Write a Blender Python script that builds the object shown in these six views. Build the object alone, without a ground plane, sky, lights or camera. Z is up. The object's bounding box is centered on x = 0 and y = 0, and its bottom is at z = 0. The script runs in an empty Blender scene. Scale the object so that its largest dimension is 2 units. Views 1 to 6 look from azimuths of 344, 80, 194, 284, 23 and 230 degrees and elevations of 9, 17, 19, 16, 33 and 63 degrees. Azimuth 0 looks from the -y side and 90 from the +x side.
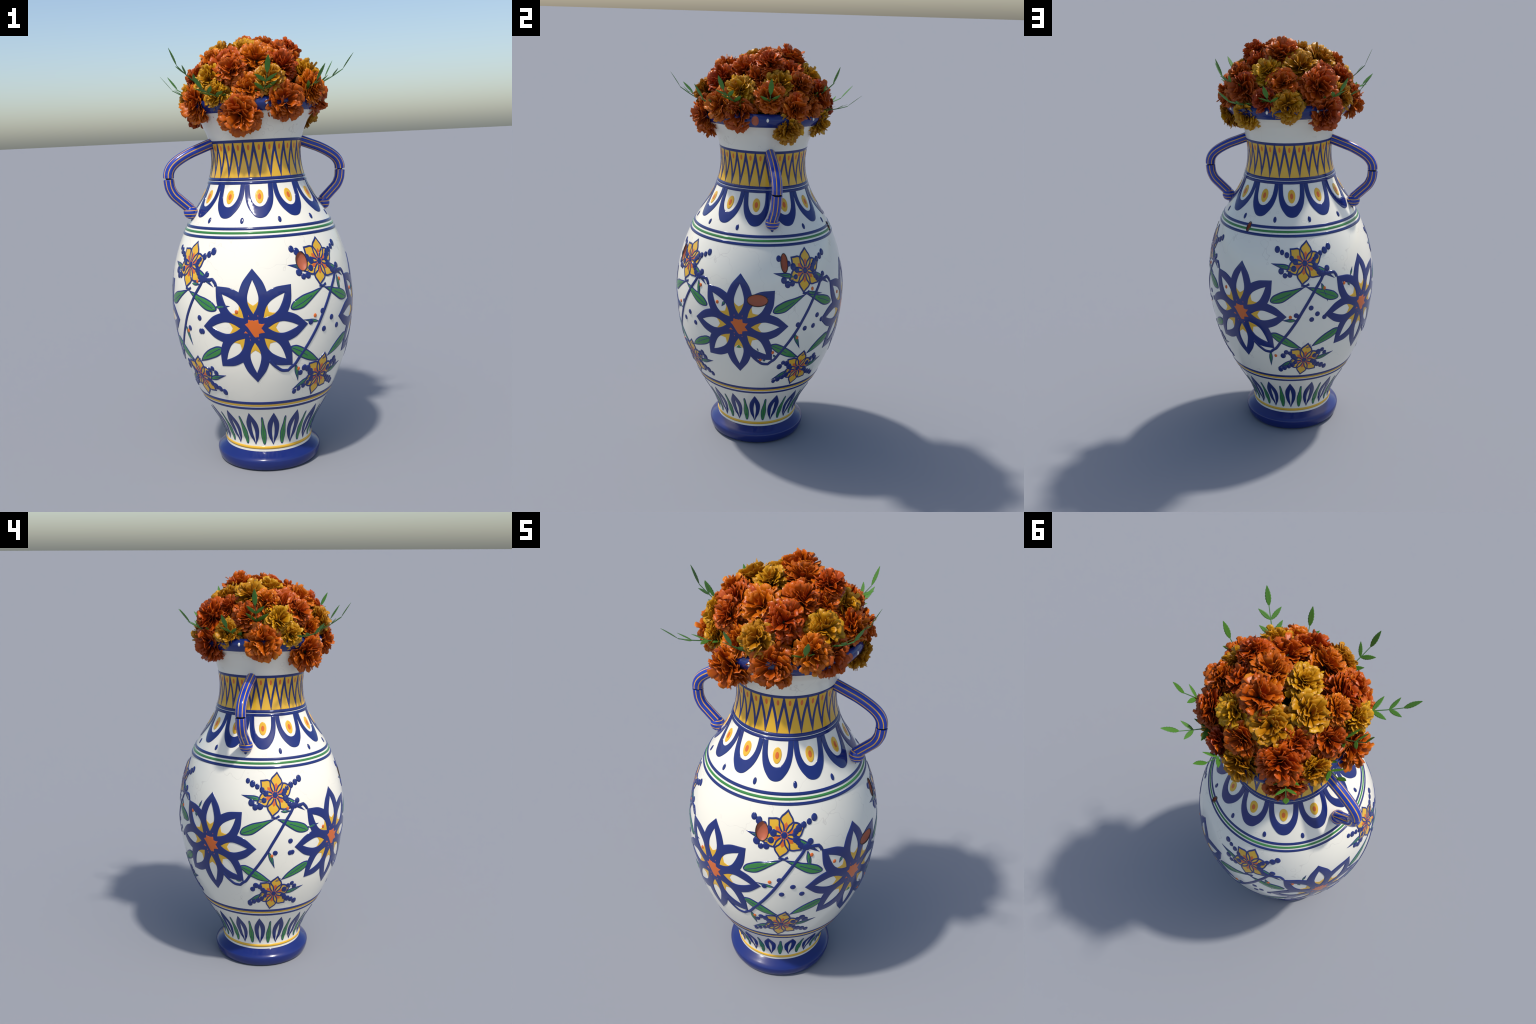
# A glazed, painted two-handled vase filled with a dome of marigolds and leaf sprigs.
import bpy, bmesh, math, random
import numpy as np
from mathutils import Vector, Matrix
from mathutils.geometry import delaunay_2d_cdt

AX = (0.001, 0.006)          # the vase's axis
UX = 0.00788                 # metres of painted pattern per degree round the vase
RAD = math.pi / 180

# ------------------------------------------------------------------ materials
def nodes_of(m):
    m.use_nodes = True
    nt = m.node_tree
    return nt, nt.nodes, nt.links, nt.nodes['Principled BSDF']

def N(nt, kind, **kw):
    n = nt.nodes.new(kind)
    for k, v in kw.items():
        if k in n.inputs: n.inputs[k].default_value = v
        else: setattr(n, k, v)
    return n

def glaze(name, col, rough=0.11, var=0.10, bump=0.02):
    m = bpy.data.materials.new(name)
    nt, nd, lk, b = nodes_of(m)
    tc = N(nt, 'ShaderNodeTexCoord')
    no = N(nt, 'ShaderNodeTexNoise', Scale=9.0, Detail=4.0)
    lk.new(tc.outputs['Object'], no.inputs['Vector'])
    mx = N(nt, 'ShaderNodeMix', data_type='RGBA')
    mx.inputs[6].default_value = (*[c * (1 - var) for c in col], 1)
    mx.inputs[7].default_value = (*[min(1, c * (1 + var)) for c in col], 1)
    lk.new(no.outputs['Fac'], mx.inputs['Factor'])
    lk.new(mx.outputs[2], b.inputs['Base Color'])
    bp = N(nt, 'ShaderNodeBump', Strength=bump, Distance=0.01)
    n2 = N(nt, 'ShaderNodeTexNoise', Scale=30.0, Detail=2.0)
    lk.new(tc.outputs['Object'], n2.inputs['Vector'])
    lk.new(n2.outputs['Fac'], bp.inputs['Height'])
    lk.new(bp.outputs[0], b.inputs['Normal'])
    b.inputs['Roughness'].default_value = rough
    return m

def white_glaze():
    """white tin glaze with faint wandering craze lines"""
    m = bpy.data.materials.new('white_glaze')
    nt, nd, lk, b = nodes_of(m)
    tc = N(nt, 'ShaderNodeTexCoord')
    no = N(nt, 'ShaderNodeTexNoise', Scale=5.5, Detail=3.0, Roughness=0.55)
    lk.new(tc.outputs['Object'], no.inputs['Vector'])
    s = N(nt, 'ShaderNodeMath', operation='SUBTRACT'); s.inputs[1].default_value = 0.5
    a = N(nt, 'ShaderNodeMath', operation='ABSOLUTE')
    lk.new(no.outputs['Fac'], s.inputs[0]); lk.new(s.outputs[0], a.inputs[0])
    r = N(nt, 'ShaderNodeMapRange')
    r.inputs['From Min'].default_value = 0.0; r.inputs['From Max'].default_value = 0.0045
    r.inputs['To Min'].default_value = 1.0; r.inputs['To Max'].default_value = 0.0
    lk.new(a.outputs[0], r.inputs['Value'])
    n2 = N(nt, 'ShaderNodeTexNoise', Scale=3.2, Detail=1.0)
    lk.new(tc.outputs['Object'], n2.inputs['Vector'])
    r2 = N(nt, 'ShaderNodeMapRange')
    r2.inputs['From Min'].default_value = 0.42; r2.inputs['From Max'].default_value = 0.55
    r2.inputs['To Min'].default_value = 0.05; r2.inputs['To Max'].default_value = 0.30
    lk.new(n2.outputs['Fac'], r2.inputs['Value'])
    mu = N(nt, 'ShaderNodeMath', operation='MULTIPLY')
    lk.new(r.outputs[0], mu.inputs[0]); lk.new(r2.outputs[0], mu.inputs[1])
    mx = N(nt, 'ShaderNodeMix', data_type='RGBA')
    mx.inputs[6].default_value = (0.845, 0.800, 0.675, 1)
    mx.inputs[7].default_value = (0.42, 0.36, 0.31, 1)
    lk.new(mu.outputs[0], mx.inputs['Factor'])
    lk.new(mx.outputs[2], b.inputs['Base Color'])
    n3 = N(nt, 'ShaderNodeTexNoise', Scale=11.0, Detail=3.0)
    lk.new(tc.outputs['Object'], n3.inputs['Vector'])
    bp = N(nt, 'ShaderNodeBump', Strength=0.035, Distance=0.02)
    lk.new(n3.outputs['Fac'], bp.inputs['Height']); lk.new(bp.outputs[0], b.inputs['Normal'])
    b.inputs['Roughness'].default_value = 0.13
    return m

def petal_mat(name, inner, outer, tip, rough=0.36):
    """colour runs from the petal's root (object origin = flower centre) to its tip"""
    m = bpy.data.materials.new(name)
    nt, nd, lk, b = nodes_of(m)
    tc = N(nt, 'ShaderNodeTexCoord')
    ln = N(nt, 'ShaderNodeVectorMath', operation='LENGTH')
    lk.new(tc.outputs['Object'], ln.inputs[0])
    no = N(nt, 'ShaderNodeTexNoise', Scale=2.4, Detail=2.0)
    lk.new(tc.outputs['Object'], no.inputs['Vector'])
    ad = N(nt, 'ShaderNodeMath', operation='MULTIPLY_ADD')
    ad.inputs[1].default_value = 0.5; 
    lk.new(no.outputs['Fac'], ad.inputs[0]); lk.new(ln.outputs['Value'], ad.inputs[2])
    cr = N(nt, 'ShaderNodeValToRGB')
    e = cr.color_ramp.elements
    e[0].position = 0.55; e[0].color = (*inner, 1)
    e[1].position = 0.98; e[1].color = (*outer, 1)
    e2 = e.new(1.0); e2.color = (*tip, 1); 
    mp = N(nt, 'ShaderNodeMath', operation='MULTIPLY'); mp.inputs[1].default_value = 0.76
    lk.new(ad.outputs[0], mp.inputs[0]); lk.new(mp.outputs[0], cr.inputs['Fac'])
    oi = N(nt, 'ShaderNodeObjectInfo')
    hs = N(nt, 'ShaderNodeHueSaturation')
    h = N(nt, 'ShaderNodeMapRange'); h.inputs['To Min'].default_value = 0.490; h.inputs['To Max'].default_value = 0.508
    v = N(nt, 'ShaderNodeMapRange'); v.inputs['To Min'].default_value = 0.86; v.inputs['To Max'].default_value = 1.14
    lk.new(oi.outputs['Random'], h.inputs['Value']); lk.new(oi.outputs['Random'], v.inputs['Value'])
    lk.new(h.outputs[0], hs.inputs['Hue']); lk.new(v.outputs[0], hs.inputs['Value'])
    lk.new(cr.outputs['Color'], hs.inputs['Color'])
    lk.new(hs.outputs['Color'], b.inputs['Base Color'])
    b.inputs['Roughness'].default_value = rough
    b.inputs['Specular IOR Level'].default_value = 0.35
    tr = N(nt, 'ShaderNodeBsdfTranslucent')
    lk.new(hs.outputs['Color'], tr.inputs['Color'])
    ms = N(nt, 'ShaderNodeMixShader'); ms.inputs[0].default_value = 0.18
    lk.new(b.outputs[0], ms.inputs[1]); lk.new(tr.outputs[0], ms.inputs[2])
    lk.new(ms.outputs[0], nt.nodes['Material Output'].inputs['Surface'])
    return m

def leaf_mat(name, col, rough=0.5, trans=0.25):
    m = bpy.data.materials.new(name)
    nt, nd, lk, b = nodes_of(m)
    tc = N(nt, 'ShaderNodeTexCoord')
    no = N(nt, 'ShaderNodeTexNoise', Scale=40.0, Detail=3.0)
    lk.new(tc.outputs['Object'], no.inputs['Vector'])
    mx = N(nt, 'ShaderNodeMix', data_type='RGBA')
    mx.inputs[6].default_value = (*[c * 0.75 for c in col], 1)
    mx.inputs[7].default_value = (*[c * 1.25 for c in col], 1)
    lk.new(no.outputs['Fac'], mx.inputs['Factor'])
    lk.new(mx.outputs[2], b.inputs['Base Color'])
    b.inputs['Roughness'].default_value = rough
    tr = N(nt, 'ShaderNodeBsdfTranslucent'); lk.new(mx.outputs[2], tr.inputs['Color'])
    ms = N(nt, 'ShaderNodeMixShader'); ms.inputs[0].default_value = trans
    lk.new(b.outputs[0], ms.inputs[1]); lk.new(tr.outputs[0], ms.inputs[2])
    lk.new(ms.outputs[0], nt.nodes['Material Output'].inputs['Surface'])
    return m

WHITE = white_glaze()
BLUE = glaze('cobalt_blue_glaze', (0.0105, 0.0240, 0.150))
FOOTBLUE = glaze('foot_blue_glaze', (0.0095, 0.0210, 0.142), rough=0.13)
YELLOW = glaze('ochre_yellow_glaze', (0.74, 0.415, 0.028))
ORANGE = glaze('orange_glaze', (0.64, 0.130, 0.016))
GREEN = glaze('leaf_green_glaze', (0.042, 0.225, 0.052))
HBLUE = glaze('handle_blue_glaze', (0.013, 0.042, 0.360))
HYEL = glaze('handle_stripe_glaze', (0.82, 0.42, 0.015))
TERRA = glaze('bare_terracotta', (0.43, 0.105, 0.045), rough=0.55, var=0.22, bump=0.25)
DARK_RING = glaze('dark_brown_ring', (0.030, 0.016, 0.014), rough=0.5)
DARK = glaze('dark_seam', (0.012, 0.012, 0.02), rough=0.6)
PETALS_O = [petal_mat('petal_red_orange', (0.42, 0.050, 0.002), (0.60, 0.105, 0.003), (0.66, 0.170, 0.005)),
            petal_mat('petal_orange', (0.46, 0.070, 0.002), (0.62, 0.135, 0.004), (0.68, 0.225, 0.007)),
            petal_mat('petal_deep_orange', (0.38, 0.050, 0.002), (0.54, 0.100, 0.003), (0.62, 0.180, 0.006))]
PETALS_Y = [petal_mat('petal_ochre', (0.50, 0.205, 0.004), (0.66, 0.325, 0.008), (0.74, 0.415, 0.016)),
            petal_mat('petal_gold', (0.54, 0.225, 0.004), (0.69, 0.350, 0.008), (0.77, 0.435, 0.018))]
LEAF = leaf_mat('sprig_leaf_green', (0.085, 0.250, 0.030))
STEM = leaf_mat('stem_green', (0.05, 0.15, 0.035), trans=0.0)
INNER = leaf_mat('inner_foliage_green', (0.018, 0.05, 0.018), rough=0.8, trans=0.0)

# ------------------------------------------------------------------ object helpers
def add(name, mesh, parent, mats=()):
    o = bpy.data.objects.new(name, mesh)
    bpy.context.collection.objects.link(o)
    o.parent = parent
    for m in mats:
        if m.name not in [x.name for x in mesh.materials if x]: mesh.materials.append(m)
    return o

def top(name, label, cat, loc):
    e = bpy.data.objects.new(name, None)
    bpy.context.collection.objects.link(e)
    e.location = loc
    e['label'] = label; e['category'] = cat
    return e

def mesh_from(name, V, F, mi=None, smooth=True):
    me = bpy.data.meshes.new(name)
    me.from_pydata([tuple(v) for v in V], [], F)
    if mi is not None: me.polygons.foreach_set('material_index', mi)
    me.polygons.foreach_set('use_smooth', [smooth] * len(me.polygons))
    me.update()
    return me

# ------------------------------------------------------------------ profile of the vase (z, radius)
PROFILE = [(0.081, 0.2068), (0.095, 0.2065), (0.115, 0.2070), (0.13, 0.2080), (0.145, 0.2115), (0.16, 0.2165), (0.19, 0.229), (0.22, 0.247), (0.25, 0.2625),
           (0.28, 0.2815), (0.31, 0.298), (0.34, 0.314), (0.37, 0.3292), (0.40, 0.3425), (0.43, 0.355), (0.46, 0.367),
           (0.49, 0.378), (0.52, 0.3878), (0.55, 0.396), (0.58, 0.403), (0.61, 0.409), (0.64, 0.4138), (0.67, 0.418),
           (0.70, 0.422), (0.73, 0.4248), (0.76, 0.4265), (0.79, 0.427), (0.82, 0.4262), (0.85, 0.4238), (0.88, 0.4205),
           (0.91, 0.4163), (0.94, 0.411), (0.97, 0.404), (1.0, 0.3955), (1.03, 0.386), (1.06, 0.375), (1.09, 0.3625),
           (1.12, 0.349), (1.15, 0.333), (1.18, 0.315), (1.21, 0.295), (1.24, 0.2745), (1.27, 0.2550), (1.30, 0.2398),
           (1.33, 0.228), (1.36, 0.2185), (1.39, 0.2112), (1.42, 0.207), (1.45, 0.2062), (1.48, 0.2078), (1.51, 0.2125),
           (1.53, 0.2168), (1.55, 0.2232), (1.565, 0.2288), (1.58, 0.2345), (1.60, 0.2455), (1.6125, 0.2535), (1.625, 0.2635), (1.635, 0.2745), (1.644, 0.2870)]
PZ = np.array([p[0] for p in PROFILE]); PR = np.array([p[1] for p in PROFILE])
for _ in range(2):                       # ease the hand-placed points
    PR[1:-1] = 0.25 * PR[:-2] + 0.5 * PR[1:-1] + 0.25 * PR[2:]
SL = np.gradient(PR, PZ)
def radius(z):
    z = np.asarray(z, float)
    i = np.clip(np.searchsorted(PZ, z) - 1, 0, len(PZ) - 2)
    h = PZ[i + 1] - PZ[i]; t = np.clip((z - PZ[i]) / h, -0.5, 1.5)
    return ((2*t**3 - 3*t**2 + 1) * PR[i] + (t**3 - 2*t**2 + t) * h * SL[i]
            + (-2*t**3 + 3*t**2) * PR[i + 1] + (t**3 - t**2) * h * SL[i + 1])
def normal_rz(z):
    d = (radius(np.asarray(z) + 1e-3) - radius(np.asarray(z) - 1e-3)) / 2e-3
    L = np.sqrt(1 + d * d)
    return 1 / L, -d / L
def place(az, z, h):
    """point h above the vase wall at azimuth az (degrees) and height z"""
    nr, nz = normal_rz(z)
    r = radius(z) + nr * h; zz = z + nz * h
    a = np.asarray(az) * RAD
    return np.stack([r * np.sin(a), -r * np.cos(a), zz], -1)

def lathe(name, prof, parent, mats, seg=256, mi=None, closed=False):
    V, F = [], []
    n = len(prof)
    for r, z in prof:
        for k in range(seg):
            a = 2 * math.pi * k / seg
            V.append((r * math.sin(a), -r * math.cos(a), z))
    for i in range(n if closed else n - 1):
        j = (i + 1) % n
        for k in range(seg):
            l = (k + 1) % seg
            F.append((i * seg + k, i * seg + l, j * seg + l, j * seg + k))
    me = mesh_from(name, V, F)
    return add(name, me, parent, mats)

VASE = top('painted_vase', 'tall two-handled white vase painted with blue flowers', 'vase', (AX[0], AX[1], 0))

# body: outer wall, rim seat, inner wall, floor
outer = [(float(radius(z)), float(z)) for z in np.linspace(0.081, 1.644, 234)]
inner = [(float(radius(z)) - (0.016 if z > 1.35 else 0.030), float(z)) for z in np.linspace(1.644, 0.20, 90)]
body = lathe('body', [(0.0005, 0.072), (0.198, 0.072)] + outer + inner + [(0.0005, 0.19)], VASE, [WHITE])

# foot: chamfered blue ring standing on the ground
foot_prof = [(0.0005, 0.012), (0.19, 0.012), (0.205, 0.0), (0.228, 0.0005), (0.236, 0.005), (0.2425, 0.016), (0.2465, 0.030), (0.2485, 0.045),
             (0.2475, 0.0515), (0.2450, 0.0555), (0.2330, 0.0640), (0.2200, 0.0738), (0.2120, 0.0800), (0.2075, 0.0832), (0.202, 0.0835), (0.0005, 0.0835)]
foot = lathe('foot', foot_prof, VASE, [FOOTBLUE], seg=192)
foot.data.set_sharp_from_angle(angle=math.radians(28))

# rim: flaring blue lip with a rolled edge
rim_prof = [(0.2700, 1.6400), (0.2860, 1.6420), (0.2890, 1.6450), (0.2965, 1.6540), (0.3030, 1.6640), (0.3060, 1.6740), (0.3055, 1.6810), (0.3015, 1.6910),
            (0.2950, 1.6990), (0.2880, 1.7025), (0.2800, 1.7000), (0.2740, 1.692), (0.268, 1.675), (0.265, 1.655)]
rim = lathe('rim', rim_prof, VASE, [BLUE], seg=192, closed=True)

# ------------------------------------------------------------------ painted bands (raised glaze rings)
def band(name, z0, z1, h, mat, parent=None, e=0.0035, bulge=0.0):
    zs = [z0, z0 + e * 0.35, z0 + e, *np.linspace(z0 + e, z1 - e, max(5, int((z1 - z0) / 0.004)) + 2)[1:-1], z1 - e, z1 - e * 0.35, z1]
    hs = [-0.0008, h * 0.65, h] + [h + bulge * (1 - abs(2 * (z - z0) / (z1 - z0) - 1) ** 2) for z in zs[3:-3]] + [h, h * 0.65, -0.0008]
    prof = []
    for z, hh in zip(zs, hs):
        nr, nz = normal_rz(z)
        prof.append((float(radius(z) + nr * hh), float(z + nz * hh)))
    prof += [(r - 0.003, z) for r, z in prof[::-1]]
    return lathe(name, prof, parent or body, [mat], seg=192, closed=True)

shoulder = [band('blue_band', 1.1372, 1.1507, 0.0016, BLUE, bulge=0.0014),
            band('green_band', 1.1207, 1.1321, 0.0016, GREEN, bulge=0.0014),
            band('blue_band', 1.1013, 1.1149, 0.0016, BLUE, bulge=0.0014)]
band('blue_band', 0.3490, 0.3655, 0.0014, BLUE, bulge=0.0010)
band('yellow_band', 0.3382, 0.3494, 0.0012, YELLOW, bulge=0.0008)
band('blue_band', 0.3203, 0.3340, 0.0014, BLUE, bulge=0.0010)
band('yellow_band', 0.0935, 0.1095, 0.0016, YELLOW, bulge=0.0014)
band('blue_band', 1.5085, 1.5228, 0.0012, BLUE, bulge=0.0004)
band('blue_band', 1.3425, 1.3572, 0.0022, BLUE, bulge=0.0010)
band('blue_band', 1.3270, 1.3412, 0.0018, BLUE, bulge=0.0008)
band('yellow_band', 1.3565, 1.5095, 0.0006, YELLOW, e=0.002)

# ------------------------------------------------------------------ flat outlines -> raised glaze patches on the wall
def spline(pts, corners=(), n=6, closed=True):
    """Catmull-Rom through pts; the listed corner indices stay sharp"""
    P = [np.array(p, float) for p in pts]; m = len(P)
    out = []
    for i in range(m if closed else m - 1):
        p1, p2 = P[i], P[(i + 1) % m]
        p0 = P[i - 1] if (closed or i > 0) and i not in corners else 2 * p1 - p2
        j = (i + 2) % m
        p3 = P[j] if (closed or i + 2 < m) and ((i + 1) % m) not in corners else 2 * p2 - p1
        for k in range(n):
            t = k / n
            out.append(0.5 * ((2 * p1) + (p2 - p0) * t + (2*p0 - 5*p1 + 4*p2 - p3) * t*t + (-p0 + 3*p1 - 3*p2 + p3) * t**3))
    if not closed: out.append(P[-1])
    return np.array(out)

def area(p): return 0.5 * np.sum(p[:, 0] * np.roll(p[:, 1], -1) - np.roll(p[:, 0], -1) * p[:, 1])
def ccw(p):
    p = np.asarray(p, float)
    return p if area(p) > 0 else p[::-1].copy()
def offset(p, d):
    """move a counter-clockwise outline inwards by d"""
    p = ccw(p)
    e1 = p - np.roll(p, 1, 0); e2 = np.roll(p, -1, 0) - p
    def nrm(e):
        L = np.maximum(np.hypot(e[:, 0], e[:, 1]), 1e-9)[:, None]
        return np.stack([-e[:, 1], e[:, 0]], -1) / L
    a, b = nrm(e1), nrm(e2)
    s = a + b; L = np.maximum(np.hypot(s[:, 0], s[:, 1]), 0.35)[:, None]
    return p + s / L * np.minimum(2 / L, 2.2) * d
def ribbon(path, w, taper=None):
    P = np.asarray(path, float)
    t = np.gradient(P, axis=0); t /= np.maximum(np.hypot(t[:, 0], t[:, 1]), 1e-9)[:, None]
    nn = np.stack([-t[:, 1], t[:, 0]], -1)
    ww = np.full(len(P), w / 2) if taper is None else np.asarray(taper) * w / 2
    return np.vstack([P + nn * ww[:, None], (P - nn * ww[:, None])[::-1]])
def ellipse(c, a, b=None, n=20, rot=0.0):
    b = a if b is None else b
    t = np.linspace(0, 2 * math.pi, n, endpoint=False)
    x, y = a * np.cos(t), b * np.sin(t)
    cr, sr = math.cos(rot), math.sin(rot)
    return np.stack([c[0] + x * cr - y * sr, c[1] + x * sr + y * cr], -1)
def deg(pts):      # (degrees, z) -> pattern plane
    return [(a * UX, z) for a, z in pts]

def seg_dist(Q, loops):
    best = np.full(len(Q), 9.0)
    for L in loops:
        A = L; B = np.roll(L, -1, 0); d = B - A
        dd = np.maximum((d * d).sum(1), 1e-12)
        t = np.clip(((Q[:, None] - A[None]) * d[None]).sum(2) / dd[None], 0, 1)
        C = A[None] + t[..., None] * d[None]
        best = np.minimum(best, np.hypot(*(Q[:, None] - C).transpose(2, 0, 1)).min(1))
    return best

def refine(p, step):
    out = []
    for a, b in zip(p, np.roll(p, -1, 0)):
        n = max(1, int(math.ceil(np.hypot(*(b - a)) / step)))
        out += [a + (b - a) * i / n for i in range(n)]
    return np.array(out)

def inset(p, d):
    """clean inward offset: points that fold over themselves at tips are dropped"""
    p = refine(ccw(p), 0.003)
    q = offset(p, d)
    ds = seg_dist(q, [p])
    return q[ds > 0.97 * d]

def inside(C, L):
    """even-odd test of points C against the closed outline L"""
    x0, y0 = L[:, 0], L[:, 1]; x1, y1 = np.roll(x0, -1), np.roll(y0, -1)
    up = (y0[None] > C[:, 1:2]) != (y1[None] > C[:, 1:2])
    with np.errstate(divide='ignore', invalid='ignore'):
        xi = x0 + (C[:, 1:2] - y0) * (x1 - x0) / (y1 - y0)
    return (np.sum(up & (C[:, 0:1] < xi), 1) % 2) == 1

class Patch:
    """collects raised patches of several glazes into one mesh"""
    def __init__(s, cut=()): s.V = []; s.F = []; s.M = []; s.mats = []; s.cut = list(cut)
    def put(s, outline, mat, h=0.0020, holes=(), e=0.0032, grid=0.014, base=0.0, dome=0.0):
        if len(outline) < 4: return
        if mat not in s.mats: s.mats.append(mat)
        step = max(0.0045, min(e * 1.6, 0.008))
        o = refine(ccw(outline), step)
        holes = [refine(ccw(hh), step) for hh in holes]
        cuts = [c for c in s.cut if o[:, 0].min() < c[:, 0].max() and o[:, 0].max() > c[:, 0].min() and o[:, 1].min() < c[:, 1].max() and o[:, 1].max() > c[:, 1].min()]
        loops = [o] + holes
        pts, edges, faces = [], [], []
        for L in loops + cuts:
            b = len(pts); n = len(L)
            pts += [tuple(p) for p in L]
            edges += [(b + i, b + (i + 1) % n) for i in range(n)]
            faces.append(list(range(b, b + n)))
        nb = len(pts)
        extra = []
        for d in (e * 0.4, e):
            extra.append(offset(o, d))
            for hh in holes: extra.append(offset(hh, -d))
        lo, hi = o.min(0), o.max(0)
        gx, gy = np.meshgrid(np.arange(lo[0] + grid / 2, hi[0], grid), np.arange(lo[1] + grid / 2, hi[1], grid))
        extra.append(np.stack([gx.ravel(), gy.ravel()], -1))
        for k, X in enumerate(extra):
            if not len(X): continue
            ds = seg_dist(X, loops)
            lim = e * 0.3 if k % 1 == 0 and k < len(extra) - 1 else e * 1.3
            pts += [tuple(p) for p in X[ds > lim]]
        v, _, f, _, _, _ = delaunay_2d_cdt([Vector(p) for p in pts], edges, [], 0, 1e-6)
        Q = np.array([[p[0], p[1]] for p in v]); T = np.array([list(t) for t in f])
        C = Q[T].mean(1)
        keep = inside(C, o)
        for L in holes + cuts: keep &= ~inside(C, L)
        f = T[keep].tolist()
        used = sorted({i for t in f for i in t})
        rem = {u: i for i, u in enumerate(used)}
        Q = Q[used]
        ds = seg_dist(Q, loops)
        t = np.clip(ds / e, 0, 1)
        hh = np.where(ds < 1e-6, -0.0006, base + (h - base) * np.sqrt(np.clip(1 - (1 - t) ** 2, 0, 1)))
        if dome:
            hh = hh + np.where(ds < 1e-6, 0, dome * (ds / max(ds.max(), 1e-6)) ** 0.6)
        az = Q[:, 0] / UX
        P = place(az, Q[:, 1], hh)
        b0 = len(s.V)
        s.V += [tuple(p) for p in P]
        k = s.mats.index(mat)
        for tri in f:
            a, b, c = [rem[i] for i in tri]
            if (Q[b, 0]-Q[a, 0])*(Q[c, 1]-Q[a, 1]) - (Q[c, 0]-Q[a, 0])*(Q[b, 1]-Q[a, 1]) < 0: b, c = c, b
            s.F.append((b0 + a, b0 + b, b0 + c)); s.M.append(k)
    def mesh(s, name):
        me = mesh_from(name, s.V, s.F, s.M)
        for m in s.mats: me.materials.append(m)
        return me

# chips: azimuth, height, half width (degrees), half height (m), tilt
CHIPS = [(9.4, 0.9960, 3.55, 0.0385, 0.08), (97.4, 1.0290, 2.2, 0.0405, 0.03), (79.5, 0.8600, 6.3, 0.0268, 0.0), (157.5, 1.1357, 1.35, 0.0195, -0.35)]
def cuts_for(az0):
    return [ellipse((((a - az0 + 180) % 360 - 180) * UX, z), ha * UX * 1.03, hz * 1.03, 36, t) for a, z, ha, hz, t in CHIPS if abs((a - az0 + 180) % 360 - 180) < 50]

def ring_of(name, me, angles, parent=None):
    for a in angles:
        o = add(name, me, parent or body)
        o.rotation_euler = (0, 0, a * RAD)

# --- neck: zigzag of blue spears with orange drops between
def zigzag():
    p = Patch(); st = 360 / 28
    for k in range(28):
        a = (k * st) % 360 - 180
        for sgn in (-1, 1):
            up = [(0, 1.5105), (0.9, 1.5105)]
            q = [(a - sgn * 0.05, 1.5105), (a + sgn * 0.95, 1.5105), (a + sgn * 2.6, 1.4760), (a + sgn * 4.9, 1.4330), (a + sgn * 6.43, 1.4030),
                 (a + sgn * 6.43, 1.3555), (a + sgn * 6.1, 1.3555), (a + sgn * 3.5, 1.4060), (a + sgn * 1.4, 1.4430), (a - sgn * 0.05, 1.4690)]
            p.put(deg(q), BLUE, h=0.0014, e=0.002, grid=0.02)
        p.put(ellipse(((a + st / 2) * UX, 1.4877), 0.0122, 0.0135, 14), ORANGE, h=0.0013, e=0.002)
    o = add('zigzag_frieze', p.mesh('zigzag_frieze'), body)
    o.rotation_euler = (0, 0, (-19.28 + 180) * RAD)
zigzag()

# --- shoulder: hanging scallops, each with an eye
def scallop():
    p = Patch()
    half = [(0, 1.1848), (4.2, 1.1905), (7.8, 1.2085), (10.3, 1.2255), (12.4, 1.2465), (14.1, 1.2745), (14.85, 1.3000), (15.0, 1.3120)]
    out = half + [(15.0, 1.3300)] + [(-15.0, 1.3300)] + [(-a, z) for a, z in half[::-1][:-1]]
    out = spline(deg(out), corners=(7, 8, 9, 10), n=4)
    ih = [(0, 1.2334), (2.8, 1.2362), (5.2, 1.2450), (7.3, 1.2600), (8.7, 1.2770), (9.5, 1.3000), (9.9, 1.3268)]
    hole = ih + [(-a, z) for a, z in ih[::-1][:-1]]
    hole = spline(deg(hole), corners=(6, 7), n=4)
    p.put(out, BLUE, h=0.0020, holes=[hole])
    egg = [(0.032 * math.sin(t) * (1 - 0.10 * math.cos(t)), 1.2745 - 0.0298 * math.cos(t)) for t in np.linspace(0, 2 * math.pi, 28, endpoint=False)]
    egg = [(x, z) for x, z in egg]
    p.put(egg, YELLOW, h=0.0020)
    p.put(ellipse((0, 1.2745), 0.0142, 0.0135, 18), ORANGE, h=0.0026, base=0.0019, e=0.002)
    return p.mesh('scallop')
ring_of('scallop', scallop(), [-15.2 + 30 * k for k in range(12)])
p = Patch(); p.put(ellipse((0, 1.1765), 0.0122, 0.0136, 18), BLUE, h=0.0030, e=0.007)
ring_of('painted_dot', p.mesh('painted_dot'), [-30.2 + 30 * k for k in range(12)])

# --- above the foot: blue spear leaves alternating with thin green ones
def spear():
    p = Patch()
    o = [(0, 0.3015), (3.3, 0.2690), (5.6, 0.2420), (6.5, 0.2150), (6.2, 0.1830), (4.6, 0.1550), (0, 0.1140), (-4.6, 0.1550), (-6.2, 0.1830), (-6.5, 0.2150), (-5.6, 0.2420), (-3.3, 0.2690)]
    sl = [(0, 0.2480), (1.0, 0.2200), (1.45, 0.1980), (1.1, 0.1650), (0, 0.1240), (-1.1, 0.1650), (-1.45, 0.1980), (-1.0, 0.2200)]
    p.put(spline(deg(o), corners=(0, 6), n=4), BLUE, h=0.0018, holes=[spline(deg(sl), corners=(0, 4), n=3)])
    return p.mesh('spear_leaf')
ring_of('spear_leaf', spear(), [-11.5 + 22.5 * k for k in range(16)])
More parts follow.
